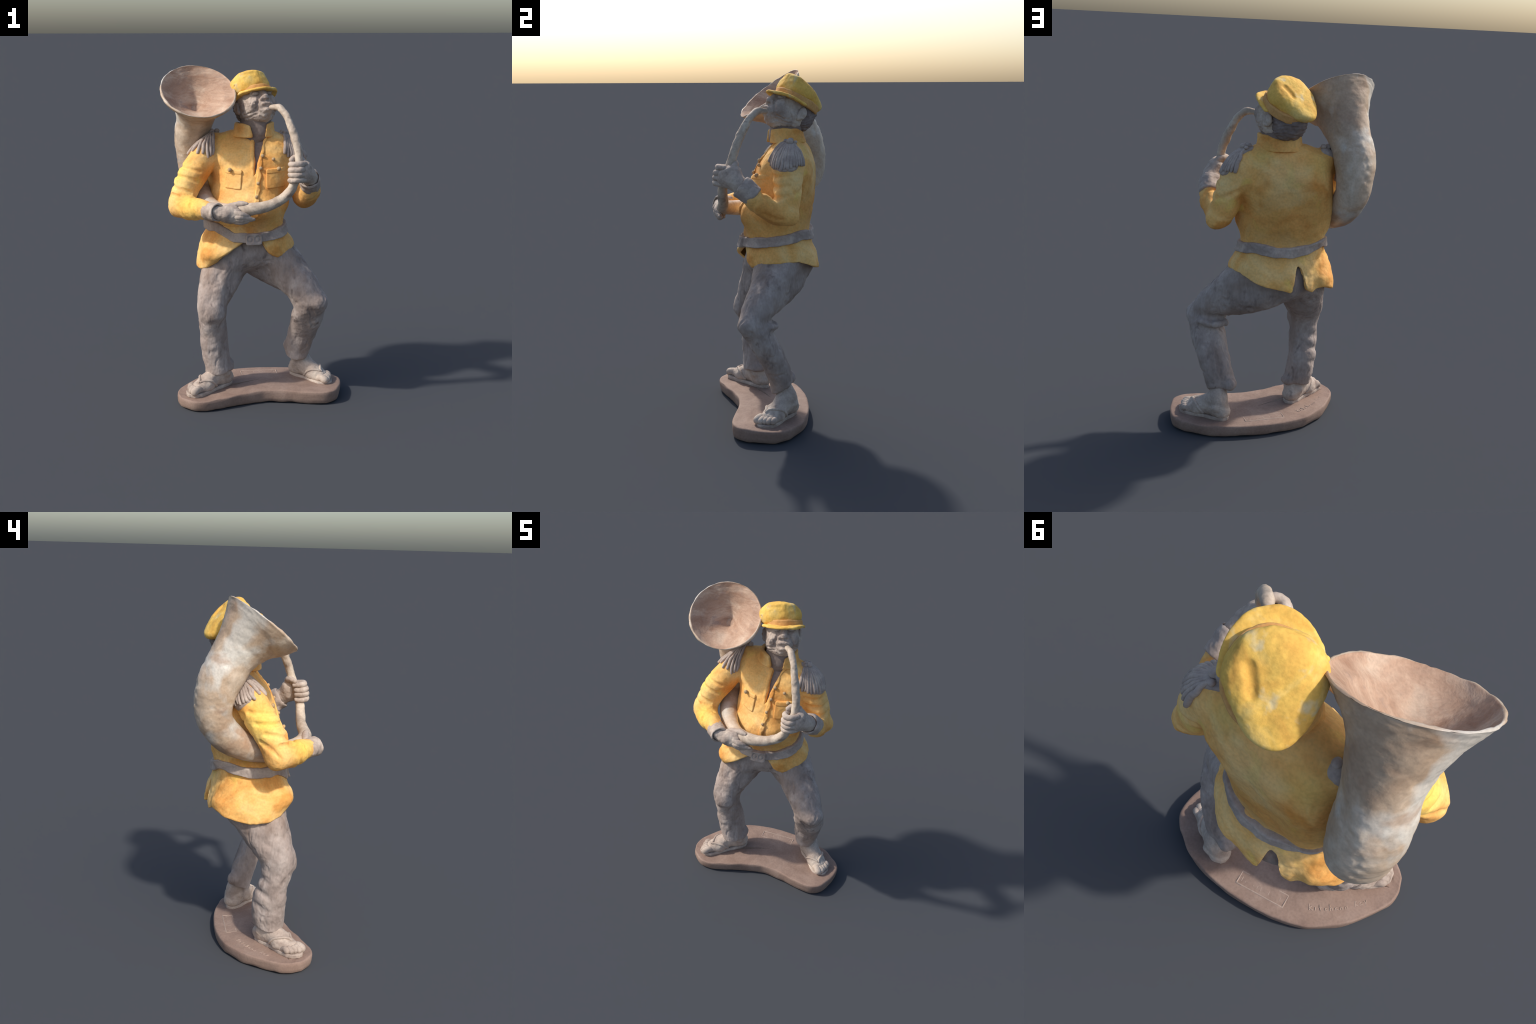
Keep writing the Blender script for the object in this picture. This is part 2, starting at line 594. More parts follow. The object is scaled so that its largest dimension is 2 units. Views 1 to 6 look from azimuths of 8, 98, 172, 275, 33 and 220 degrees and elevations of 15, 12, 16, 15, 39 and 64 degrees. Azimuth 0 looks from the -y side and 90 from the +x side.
    for i, ch in enumerate(word):
        for st in glyph.get(ch, []):
            P = []
            for gx, gy in st:
                t = min(max(i * step + gx * step * .95, 0), arc[-1])
                c = V(np.interp(t, arc, B[:, 0]), np.interp(t, arc, B[:, 1]))
                up = V(.74, -.67) if t < .2 else V(.86, -.50)
                P.append((*(c + up * hgt * gy), TOP - .0004, .0021))
            strand('signature_stroke', np.array(P), MARK, ob, 6, 5)
    return ob


plinth()

# ------------------------------------------------------------------ trousers
LEG_R = Loft([(.13, -.21, -.075, .078, .076, 0, 2.2), (.19, -.21, -.070, .081, .083), (.26, -.222, -.066, .080, .092),
              (.35, -.234, -.070, .083, .093), (.42, -.236, -.083, .079, .083), (.48, -.238, -.100, .079, .085),
              (.54, -.239, -.108, .083, .092), (.60, -.236, -.099, .091, .103), (.66, -.222, -.067, .107, .119),
              (.73, -.200, -.028, .124, .142), (.80, -.188, .012, .132, .165), (.88, -.165, .032, .138, .168),
              (.96, -.155, .050, .135, .165)])
LEG_L = Loft([(.19, .250, .142, .070, .058, 0, 2.2), (.25, .255, .136, .075, .062), (.32, .270, .124, .088, .075),
              (.40, .291, .098, .093, .078), (.47, .315, .067, .097, .082), (.54, .331, .030, .096, .087),
              (.59, .336, .012, .099, .087, -5), (.64, .321, .006, .114, .085, -12), (.70, .274, .034, .138, .100, -18),
              (.76, .225, .058, .150, .108, -20), (.82, .172, .080, .155, .116, -20), (.88, .12, .095, .155, .130, -18),
              (.96, .06, .105, .15, .145, -10)])


def hem_plane(p, pts):
    a, b, c = [V(*q) for q in pts]
    n = np.cross(b - a, c - a)
    n /= np.linalg.norm(n)
    if n[2] > 0:
        n = -n
    return (p - a) @ n


def trousers_field(p):
    r = LEG_R(p, True, 0.012)
    l = LEG_L(p, True, 0.012)
    pel = ellipsoid(p, (-.06, .09, .93), (.215, .180, .155))
    d = smin(smin(r, l, 0.025), pel, 0.05)
    d = smin(d, limb(p, [(-.085, .166, .88, .118), (.07, .132, .800, .106), (.22, .065, .735, .092)], 4), 0.03)
    # hem cuts
    hr = hem_plane(p, [(-.295, -.14, .150), (-.125, -.06, .195), (-.28, .01, .180)])
    hl = hem_plane(p, [(.279, .09, .200), (.171, .191, .252), (.325, .15, .232)])
    d = np.where(p[:, 0] < 0.02, smax(d, hr, 0.012), smax(d, hl, 0.012))
    # knee point and back-of-knee creases, sag folds
    d = smin(d, ellipsoid(p, (.395, -.03, .625), (.052, .05, .05)), 0.05)
    d = smin(d, ellipsoid(p, (-.215, -.155, .565), (.055, .05, .05)), 0.05)
    d = smin(d, limb(p, [(.235, .075, .60, .022), (.30, .105, .605, .026), (.37, .09, .615, .02)], 3), 0.02)
    d = d + groove(p, [(.215, .03, .645), (.25, .09, .645), (.33, .115, .64)], 0.016, 0.012)
    d = d + groove(p, [(.22, .0, .575), (.255, .10, .565), (.35, .125, .56)], 0.014, 0.008)
    d = d + groove(p, [(.26, -.075, .585), (.33, -.09, .573), (.42, -.07, .578)], 0.018, 0.004)
    d = d + groove(p, [(-.15, .0, .535), (-.24, .0, .50), (-.32, -.06, .47)], 0.018, 0.012)
    d = d + groove(p, [(-.15, .03, .46), (-.25, .01, .43), (-.33, -.07, .39)], 0.018, 0.010)
    d = d + groove(p, [(-.19, .05, .37), (-.27, .03, .345), (-.325, -.06, .30)], 0.018, 0.008)
    d = d + groove(p, [(-.13, -.10, .50), (-.19, -.19, .515), (-.30, -.19, .52)], 0.020, 0.003)
    d = d + groove(p, [(-.30, -.02, .72), (-.33, -.10, .66), (-.32, -.17, .62)], 0.02, 0.006)
    d = d + groove(p, [(.02, -.07, .86), (-.07, -.12, .80), (-.13, -.17, .70)], 0.03, 0.010)
    # flare of cloth at the hems
    d = smin(d, ellipsoid(p, (.195, .175, .275), (.03, .035, .03)), 0.04)
    d = smin(d, limb(p, [(-.15, -.02, .205, .022), (-.135, -.07, .195, .02)], 3), 0.03)
    return d


v, q = surface(trousers_field, (-.40, -.28, .10), (.50, .36, 1.10), 0.004)
tz = v[:, 2]
v = rough(v, q, [(.11, .0050, 2), (.05, .0026, 2), (.018, .0009, 2)])
# gouged tool marks
N_ = vnormals(v, q)
g = np.clip(fbm(v * [1.0, 1.0, 0.45] + .02 * fbm(v, .06, 1)[:, None], 0.030, 2, off=9.1) - 0.35, 0, 1)
v = v - N_ * (g * 0.006)[:, None]
fc = face_centres(v, q)
lab = np.where(fc[:, 2] > 0.80, 0, np.where(fc[:, 0] < (-.03 + (fc[:, 2] - .75) * 0.2), 1, 2))
split_object(v, q, lab, [('trouser_seat', TROUSER, None), ('trouser_leg', TROUSER, None), ('trouser_leg', TROUSER, None)])


# ------------------------------------------------------------------ feet in sandals
def make_foot(heel, toe, ankle, mirror, lift=0.0):
    heel, toe = V(*heel), V(*toe)
    f = (toe - heel)
    L_ = np.linalg.norm(f[:2])
    f = V(f[0], f[1], 0) / L_
    s = V(-f[1], f[0], 0) * mirror          # towards the big toe
    z0 = TOP + lift
    at = lambda a, b, c: heel + f * a * L_ + s * b + V(0, 0, z0 + c - heel[2])
    sole_t = 0.022

    def outline(t):
        return np.interp(t, [-.05, 0, .15, .45, .7, .88, 1.0, 1.06], [.014, .034, .045, .046, .060, .062, .046, .014])

    def sole_f(p):
        q = p - heel
        a = (q @ f) / L_
        b = q @ s - 0.004
        d = np.abs(b) - outline(a)
        d = np.maximum(d * 0.9, np.maximum((-.06 - a) * L_, (a - 1.07) * L_))
        zz = p[:, 2] - z0
        return smax(d, np.abs(zz - sole_t / 2 + .001) - sole_t / 2 - .001, 0.006)

    def foot_f(p):
        d = limb(p, [(*at(.08, 0, .050), .039), (*at(.35, .0, .055), .043), (*at(.62, 0, .048), .042), (*at(.80, .0, .036), .034)], 4)
        d = smin(d, seg(p, at(.62, .028, .042), at(.80, .026, .036), .034, .026), 0.03)
        d = smin(d, seg(p, at(.62, -.028, .038), at(.78, -.028, .032), .03, .024), 0.03)
        d = smin(d, limb(p, [(*ankle, .040), (*at(.18, 0, .10), .043), (*at(.11, 0, .05), .039)], 4), 0.05)
        d = smin(d, seg(p, at(.20, 0, .12), at(.55, 0, .06), .042, .036), 0.05)
        d = smin(d, ellipsoid(p, at(.17, .045, .085), (.018, .018, .018)), 0.02)
        d = smin(d, ellipsoid(p, at(.15, -.047, .080), (.018, .018, .018)), 0.02)
        return smax(d, z0 + 0.018 - p[:, 2], 0.008)

    lo = np.minimum(np.minimum(at(-.1, -.09, 0), at(1.15, .09, 0)), np.minimum(at(-.1, .09, 0), at(1.15, -.09, 0))) - .03
    hi = np.maximum(np.maximum(at(-.1, -.09, 0), at(1.15, .09, 0)), np.maximum(at(-.1, .09, 0), at(1.15, -.09, 0))) + .03
    lo[2] = z0 - .01
    hi[2] = z0 + .24
    foot = solid('foot', foot_f, lo, hi, 0.0034, SKIN, None, [(.05, .003, 2), (.018, .0012, 2)])
    hi2 = hi.copy()
    hi2[2] = z0 + .05
    solid('sandal_sole', sole_f, lo, hi2, 0.0034, SKIN, foot, [(.04, .0015, 2)])
    # toes
    for i, (b, a0, a1, r) in enumerate([(.036, .80, 1.02, .021), (.012, .82, 1.03, .016), (-.008, .80, .99, .0145),
                                        (-.029, .78, .96, .015), (-.047, .75, .91, .0145)]):
        P = [(*at(a0, b * .9, .034), r), (*at((a0 + a1) / 2, b, .044), r), (*at(a1 - .03, b, .034), r * .95)]
        d_f = lambda p, P=P, b=b, a1=a1, r=r: smin(limb(p, P, 4), sphere(p, at(a1 - .04, b, .036), r * 1.05), 0.012)
        l2 = np.array([x[:3] for x in P])
        solid('toe', d_f, l2.min(0) - .035, l2.max(0) + .035, 0.003, SKIN, foot, [(.02, .001, 1)])
    # thong straps hugging the foot from both edges of the sole to between the toes
    for path in ([(.44, .046, .03), (.52, .044, .05), (.60, .036, .065), (.70, .024, .070), (.78, .014, .065)],
                 [(.42, -.046, .03), (.48, -.044, .05), (.56, -.034, .065), (.66, -.012, .070), (.74, .004, .068), (.81, .012, .06)]):
        P = catmull([at(*w) for w in path], 4)
        P = to_surface(P, foot_f, .0)
        P[:, 2] = np.maximum(P[:, 2], z0 + .012)
        strand('sandal_strap', np.column_stack([P, np.full(len(P), .008)]), SKIN, foot, 10, 3)


make_foot((-.160, -.008, TOP), (-.352, -.243, TOP), (-.205, -.062, .24), 1)
make_foot((.224, .200, TOP + .004), (.460, .056, TOP + .004), (.262, .145, .27), -1)

# ------------------------------------------------------------------ jacket
BODY = Loft([(1.00, -.068, .080, .228, .190, 4, 2.1), (1.10, -.063, .076, .230, .190, 2, 2.1), (1.20, -.040, .086, .240, .193, -8, 2.0),
             (1.30, -.034, .105, .236, .181, -13, 2.0), (1.40, -.041, .119, .238, .165, -9, 2.1), (1.48, -.045, .128, .242, .146, 0, 2.3),
             (1.55, -.045, .145, .226, .112, 0, 2.3), (1.59, -.040, .148, .190, .082, 0, 2.2), (1.62, -.03, .142, .135, .066, 0, 2.1)])
ARM_R = [(-.245, .135, 1.530, .076), (-.285, .082, 1.487, .082), (-.323, .035, 1.437, .084), (-.361, -.016, 1.37, .082), (-.394, -.066, 1.290, .078),
         (-.400, -.102, 1.222, .074), (-.345, -.165, 1.203, .068), (-.27, -.214, 1.208, .058), (-.215, -.248, 1.210, .051)]
ARM_L = [(.140, .165, 1.528, .074), (.180, .170, 1.485, .082), (.213, .172, 1.42, .082), (.245, .170, 1.34, .078), (.270, .160, 1.255, .073),
         (.294, .120, 1.232, .067), (.322, .048, 1.275, .061), (.338, -.008, 1.320, .053)]


def fold_lines(spine, lines):
    """Lay crease lines on the skin of a limb."""
    f = lambda p: limb(p, spine, 5)
    return [to_surface(catmull(l, 5), f, 0.0) for l in lines]


def fold(p, line, w, depth):
    """A crease with swollen cloth on both sides of it."""
    d = None
    for a, b in zip(line[:-1], line[1:]):
        e = seg(p, a, b, 0.0)
        d = e if d is None else np.minimum(d, e)
    return depth * (1.25 * np.exp(-(d / w) ** 2) - .55 * np.exp(-(d / (2.3 * w)) ** 2))


FOLDS_R = fold_lines(ARM_R, [[(-.44, .06, 1.43), (-.40, -.06, 1.415), (-.30, -.07, 1.40)], [(-.46, .02, 1.375), (-.42, -.08, 1.365), (-.31, -.10, 1.35)],
                             [(-.48, -.04, 1.33), (-.44, -.13, 1.31), (-.34, -.14, 1.29)], [(-.42, .10, 1.40), (-.36, .10, 1.36), (-.30, .05, 1.34)],
                             [(-.47, -.12, 1.27), (-.38, -.19, 1.27), (-.30, -.17, 1.26)], [(-.40, -.20, 1.22), (-.36, -.22, 1.15), (-.31, -.15, 1.13)],
                             [(-.33, -.25, 1.24), (-.30, -.26, 1.19), (-.27, -.20, 1.15)], [(-.47, .0, 1.28), (-.48, -.08, 1.25), (-.47, -.13, 1.19)]])
FOLDS_L = fold_lines(ARM_L, [[(.20, .09, 1.43), (.28, .10, 1.425), (.31, .18, 1.44)], [(.22, .09, 1.375), (.30, .11, 1.37), (.33, .19, 1.385)],
                             [(.23, .10, 1.325), (.32, .11, 1.315), (.345, .18, 1.33)], [(.37, .10, 1.28), (.36, .06, 1.34), (.31, .03, 1.33)],
                             [(.37, .06, 1.24), (.37, .13, 1.20), (.33, .21, 1.23)], [(.20, .26, 1.38), (.27, .26, 1.35), (.32, .22, 1.34)],
                             [(.38, .02, 1.30), (.37, .0, 1.27), (.33, .01, 1.25)]])


def crease(p, d, lines, depths):
    m = np.abs(d) < .045
    if m.any():
        q = p[m]
        d = d.copy()
        d[m] += sum(fold(q, l, .012, k) for l, k in zip(lines, depths))
    return d


def body_raw(p):
    return BODY(p, True, 0.015)


def arm_r(p):
    d = limb(p, ARM_R, 5)
    d = smin(d, ellipsoid(p, (-.43, -.10, 1.19), (.05, .055, .05)), 0.04)
    return crease(p, d, FOLDS_R, [.012] * 5 + [.008] * 3)


def arm_l(p):
    d = limb(p, ARM_L, 5)
    d = smin(d, ellipsoid(p, (.305, .19, 1.215), (.05, .05, .045)), 0.04)
    return crease(p, d, FOLDS_L, [.010] * 4 + [.007] * 3)


def opening(p):
    """Wedge between the unbuttoned jacket edges, below the collar."""
    z = p[:, 2]
    xl = np.interp(z, [1.38, 1.45, 1.60, 1.70], [.012, .010, -.004, -.012])
    xr = np.interp(z, [1.38, 1.45, 1.55, 1.63, 1.70], [.014, .028, .045, .062, .072])
    return np.maximum(np.maximum(xl - p[:, 0], p[:, 0] - xr), np.maximum(1.38 - z, p[:, 1] - .10))


def torso_solid(p):
    b = body_raw(p)
    # belly and chest fullness, shoulder blades
    b = smin(b, ellipsoid(p, (.01, -.035, 1.18), (.13, .09, .09)), 0.05)
    b = smin(b, ellipsoid(p, (.05, .210, 1.41), (.135, .072, .13)), 0.04)
    b = smin(b, ellipsoid(p, (-.15, .215, 1.40), (.12, .065, .14)), 0.04)
    b = smin(b, ellipsoid(p, (-.195, .180, 1.33), (.118, .108, .26)), 0.03)
    b = b + groove(p, [(-.06, .31, 1.52), (-.06, .31, 1.25)], 0.03, 0.006)
    return b


def jacket_field(p):
    b = torso_solid(p)
    d = smin(smin(b, arm_r(p), 0.022), arm_l(p), 0.022)
    d = d + groove(p, [(.195, .05, 1.50), (.19, .03, 1.42), (.20, .06, 1.33)], 0.02, 0.012)
    d = d + groove(p, [(.185, .29, 1.50), (.20, .28, 1.40), (.205, .23, 1.30)], 0.014, 0.004)
    d = d + groove(p, [(-.225, .03, 1.56), (-.235, -.03, 1.46), (-.25, -.03, 1.36)], 0.016, 0.012)
    # drapery creases over the back and waist
    for a, bb, c in [((.12, .29, 1.30), (-.02, .30, 1.27), (-.16, .30, 1.31)), ((.17, .25, 1.22), (.02, .29, 1.20), (-.12, .29, 1.25)),
                     ((-.02, .29, 1.15), (-.15, .28, 1.17), (-.25, .24, 1.24)), ((.10, .28, 1.14), (.18, .22, 1.17), (.21, .15, 1.22)),
                     ((-.25, -.09, 1.16), (-.16, -.14, 1.15), (-.06, -.16, 1.17))]:
        d = d + groove(p, [a, bb, c], 0.022, 0.007)
    d = smax(d, -opening(p), 0.008)
    return d


v, q = surface(jacket_field, (-.56, -.34, .97), (.46, .36, 1.68), 0.004)
v = rough(v, q, [(.12, .005, 2), (.045, .0022, 2), (.014, .0007, 2)])
fc = face_centres(v, q)
db, dr, dl = body_raw(fc), limb(fc, ARM_R, 4), limb(fc, ARM_L, 4)
lab = np.where((dr < db) & (dr < dl), 1, np.where(dl < db, 2, 0))
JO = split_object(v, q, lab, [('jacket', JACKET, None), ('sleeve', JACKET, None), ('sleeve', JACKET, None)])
jacket_ob = JO[0]


# shirt seen in the open front, neck
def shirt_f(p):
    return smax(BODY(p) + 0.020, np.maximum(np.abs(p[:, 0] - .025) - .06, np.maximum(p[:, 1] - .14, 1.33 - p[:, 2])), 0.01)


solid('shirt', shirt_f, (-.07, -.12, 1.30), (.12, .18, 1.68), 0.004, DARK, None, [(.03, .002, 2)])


# conformal raised patches on the jacket (pockets, placket)
def patch(col, t, k=0.007):
    return lambda p: smax(jacket_field(p) - t, col(p), k)


def box_xz(cx, cz, w, hgt, rot=0.0, yside=-1, ylim=.10):
    c, s = math.cos(rot), math.sin(rot)

    def f(p):
        x, z = p[:, 0] - cx, p[:, 2] - cz
        u, w_ = x * c + z * s, -x * s + z * c
        r = 0.012
        qx, qz = np.abs(u) - w + r, np.abs(w_) - hgt + r
        d = np.sqrt(np.maximum(qx, 0) ** 2 + np.maximum(qz, 0) ** 2) + np.minimum(np.maximum(qx, qz), 0) - r
        return np.maximum(d, p[:, 1] - ylim)
    return f


for cx, cz, rot, btn in [(-.113, 1.355, -.03, (-.132, -.052, 1.412)), (.132, 1.362, .06, (.150, -.012, 1.418))]:
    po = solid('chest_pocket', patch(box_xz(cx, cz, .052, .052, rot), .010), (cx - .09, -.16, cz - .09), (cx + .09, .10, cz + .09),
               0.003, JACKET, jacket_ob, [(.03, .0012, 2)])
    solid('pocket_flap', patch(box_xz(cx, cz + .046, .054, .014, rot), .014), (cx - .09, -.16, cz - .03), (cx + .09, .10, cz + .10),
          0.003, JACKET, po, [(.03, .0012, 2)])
    solid('button', lambda p, b=btn: ellipsoid(p, b, (.013, .013, .013)), V(*btn) - .03, V(*btn) + .03, .0025, BUTTON, po)


def placket_col(p):
    z = p[:, 2]
    x0 = np.interp(z, [1.10, 1.3, 1.45, 1.55, 1.64], [.018, .022, .032, .048, .063])
    w = np.interp(z, [1.18, 1.35, 1.5, 1.64], [.028, .026, .018, .012])
    return np.maximum(np.maximum(x0 - p[:, 0], p[:, 0] - x0 - w + 0.004 * np.sin(z * 90)), np.maximum(np.maximum(1.185 - z, z - 1.635), p[:, 1] - .09))


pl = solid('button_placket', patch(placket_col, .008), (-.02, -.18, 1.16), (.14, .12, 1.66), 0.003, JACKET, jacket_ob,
           [(.03, .002, 2), (.012, .0012, 1)])


def edge_col(p):
    z = p[:, 2]
    x1 = np.interp(z, [1.20, 1.38, 1.45, 1.60, 1.66], [.010, .010, .008, -.006, -.010])
    return np.maximum(np.maximum(x1 - .020 - p[:, 0], p[:, 0] - x1), np.maximum(np.maximum(1.37 - z, z - 1.63), p[:, 1] - .09))


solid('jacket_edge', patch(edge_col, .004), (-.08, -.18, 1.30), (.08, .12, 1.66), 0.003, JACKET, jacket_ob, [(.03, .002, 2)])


for b in [(.056, -.02, 1.497), (.050, -.05, 1.425), (.040, -.09, 1.345), (.034, -.12, 1.275), (.115, .0, 1.47)]:
    c = to_surface([b], jacket_field, .010)[0]
    solid('button', lambda p, c=c: ellipsoid(p, c, (.011, .009, .011)), c - .025, c + .025, .0025, BUTTON, pl)


# collar
COL = Loft([(1.585, -.022, .135, .128, .112, 0, 2.1), (1.62, -.018, .130, .119, .104), (1.65, -.015, .128, .113, .099), (1.69, -.012, .127, .112, .098)])
col_top = polar_profile([(-90, 1.655), (-50, 1.668), (0, 1.672), (45, 1.668), (90, 1.648), (135, 1.656), (180, 1.668), (230, 1.668)], (-.015, .13))


def collar_f(p):
    d = COL(p, False)
    d = np.abs(d + 0.010) - 0.012
    d = smax(d, np.maximum(p[:, 2] - col_top(p), 1.588 - p[:, 2]), 0.008)
    z = p[:, 2]
    xl = np.interp(z, [1.56, 1.64, 1.68], [.0, -.018, -.030])
    xr = np.interp(z, [1.56, 1.64, 1.68], [.055, .064, .066])
    w = np.maximum(np.maximum(xl - p[:, 0], p[:, 0] - xr), p[:, 1] - .12)
    return smax(d, -w, 0.01)


solid('collar', collar_f, (-.17, .0, 1.57), (.13, .27, 1.70), 0.0035, JACKET, jacket_ob, [(.06, .003, 2), (.02, .001, 2)])
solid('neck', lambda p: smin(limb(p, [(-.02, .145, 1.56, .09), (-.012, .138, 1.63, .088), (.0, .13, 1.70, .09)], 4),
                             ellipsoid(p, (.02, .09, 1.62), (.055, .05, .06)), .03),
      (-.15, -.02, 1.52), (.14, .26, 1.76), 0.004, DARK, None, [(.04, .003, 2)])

# ------------------------------------------------------------------ jacket skirt and belt
HIPC = (-.05, .08)
SKIRT = Loft([(1.12, -.064, .076, .218, .188, 6, 2.1), (1.04, -.062, .078, .236, .196, 9, 2.1), (.98, -.056, .080, .275, .214, 11, 2.1),
              (.91, -.060, .083, .292, .228, 11, 2.15), (.84, -.064, .083, .294, .234, 11, 2.2), (.76, -.064, .078, .29, .224, 11, 2.2)])
HEM = polar_profile([(-83, 1.005), (-57, 1.00), (-54, .968), (-44, .925), (-31, .895), (-22, .905), (-8, .928), (16, .938), (33, .935), (51, .908), (73, .878),
                     (100, .852), (103, .86), (109, .97), (112, .99), (116, .975), (122, .865), (125, .855), (130, .846), (138, .862), (148, .866), (163, .838), (180, .815),
                     (196, .812), (210, .815), (222, .832), (233, .868), (244, .908), (257, .958), (272, 1.002)], HIPC)


def skirt_f(p):
    d = SKIRT(p, False)
    # soft drape waves
    th = np.arctan2(p[:, 1] - HIPC[1], p[:, 0] - HIPC[0])
    amp = np.clip((1.04 - p[:, 2]) / .2, 0, 1)
    d = d - amp * 0.005 * np.sin(7 * th + 1.0) - amp * 0.004 * np.sin(11 * th + 2.2)
    d = smin(d, ellipsoid(p, (-.262, .205, .90), (.038, .042, .035)), 0.04)
    d = smin(d, ellipsoid(p, (-.19, -.108, .925), (.095, .074, .050)), 0.075)
    d = d + .030 * np.exp(-((np.degrees(th) + 42) / 24) ** 2) * amp
    d = np.abs(d + 0.013) - 0.014
    d = smax(d, HEM(p) - p[:, 2], 0.010)
    return smax(d, p[:, 2] - 1.09, 0.005)


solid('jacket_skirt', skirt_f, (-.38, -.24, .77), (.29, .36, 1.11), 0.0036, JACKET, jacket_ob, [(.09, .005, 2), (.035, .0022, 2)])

BELT_Z = polar_profile([(-100, 1.030), (-68, 1.024), (-35, 1.035), (0, 1.050), (45, 1.078), (75, 1.066), (100, 1.064), (125, 1.080), (145, 1.112), (165, 1.095), (185, 1.078),
                        (205, 1.076), (228, 1.080), (245, 1.055)], (-.06, .075))


def belt_f(p):
    d = smin(smin(BODY(p, False), torso_solid(p), .004), SKIRT(p, False), .01)
    dz = np.abs(p[:, 2] - BELT_Z(p)) - 0.027
    return smax(smax(d - 0.0165, -(d + 0.015), 0.006), dz, 0.007)


belt = solid('belt', belt_f, (-.36, -.20, .96), (.24, .34, 1.17), 0.0034, GREY, None, [(.05, .003, 2), (.02, .001, 2)])


def buckle_f(p):
    u = (p[:, 0] - .022) * math.cos(.12) + (p[:, 1] + .14) * math.sin(.12)
    zz = p[:, 2] - 1.022
    d = smax(np.abs(u) - .046, np.abs(zz) - .031, 0.012)
    b = smin(BODY(p, False), SKIRT(p, False), .01) - .029
    d = smax(smax(d, b, .005), -(b + .05), .005)
    for s in (-1, 1):
        r = np.sqrt(((u - s * .021) / .013) ** 2 + (zz / .015) ** 2)
        d = d + 0.007 * np.exp(-((r - 1) / .35) ** 2)
    return d


solid('buckle', buckle_f, (-.05, -.22, .97), (.10, -.04, 1.08), 0.0024, GREY, belt, [(.015, .001, 2)], relax=1)


# ------------------------------------------------------------------ epaulettes
def epaulette(c, ends, knob, mat=GREY):
    c = V(*c)

    def pad_f(p):
        d = jacket_field(p) - .007
        w = seg(p, c + V(0, 0, -.02), c * .15 + np.mean([V(*e) for e in ends], 0) * .85, .035, .074)
        return smax(d, w, 0.01)
    E_ = np.array(ends)
    lo = np.minimum(E_.min(0), c) - .06
    hi = np.maximum(E_.max(0), c) + .06
    pad = solid('epaulette', pad_f, lo, hi, 0.0038, mat, None, [(.02, .002, 2)])
    EC = catmull(ends, 8)
    arc = np.concatenate([[0], np.cumsum(np.linalg.norm(np.diff(EC, axis=0), axis=1))])
    n = int(arc[-1] / 0.0195)
    for i in range(n + 1):
        s = arc[-1] * i / n
        e = V(*[np.interp(s, arc, EC[:, k]) for k in range(3)])
        e = e + V(0, 0, RNG.normal(0, .006))
        t = np.linspace(.22, 1.0, 8)[:, None]
        path = c * (1 - t) + e * t + np.sin(t * math.pi) * V(0, 0, .03)
        path[:, :2] += RNG.normal(0, .0022, (8, 2)) * (t > .4)
        path = to_surface(path, jacket_field, .006)
        rad = 1.2 * np.interp(t[:, 0], [.22, .5, .9, 1.0], [.0045, .0072, .0092, .007]) * RNG.uniform(.85, 1.15)
        strand('fringe_strand', np.column_stack([path, rad]), mat, pad, 9, 3)
    for kp, kr in knob:
        kc = to_surface([kp], jacket_field, .012)[0]
        solid('epaulette_knob', lambda p, kc=kc, kr=kr: ellipsoid(p, kc, (kr, kr, kr * .8)), kc - kr - .015, kc + kr + .015, .003, mat, pad,
              [(.015, .0015, 1)])


epaulette((.155, .178, 1.62), [(.185, .055, 1.500), (.235, .085, 1.468), (.28, .125, 1.470), (.305, .180, 1.478), (.275, .235, 1.485), (.225, .262, 1.490)],
          [((.150, .178, 1.625), .017), ((.178, .175, 1.61), .020), ((.165, .205, 1.61), .013), ((.165, .15, 1.61), .013)])
epaulette((-.262, .165, 1.605), [(-.245, .005, 1.49), (-.305, .005, 1.470), (-.355, .03, 1.468), (-.395, .075, 1.472), (-.39, .13, 1.455), (-.37, .17, 1.44)],
          [((-.245, .16, 1.61), .017), ((-.27, .14, 1.60), .018)])

# ------------------------------------------------------------------ horn: bell and tube as one swept surface
SP = np.array([(-.320, -.002, 1.856, .220), (-.332, .031, 1.831, .197), (-.346, .064, 1.798, .166), (-.360, .104, 1.746, .138), (-.377, .145, 1.686, .121),
               (-.398, .184, 1.606, .114), (-.408, .217, 1.525, .105), (-.409, .232, 1.445, .097), (-.400, .217, 1.367, .091), (-.378, .172, 1.300, .085),
               (-.350, .105, 1.245, .078), (-.302, .015, 1.207, .066), (-.240, -.075, 1.190, .055), (-.165, -.150, 1.190, .047), (-.075, -.205, 1.203, .041),
               (.024, -.226, 1.221, .036), (.100, -.215, 1.235, .032), (.170, -.196, 1.264, .029), (.224, -.190, 1.308, .027), (.260, -.180, 1.372, .025),
               (.275, -.155, 1.440, .023), (.276, -.132, 1.500, .0235), (.264, -.114, 1.560, .024), (.242, -.093, 1.625, .024), (.216, -.068, 1.685, .022),
               (.186, -.038, 1.738, .0195), (.150, -.005, 1.768, .0175), (.105, .030, 1.766, .0165), (.085, .045, 1.762, .016)])


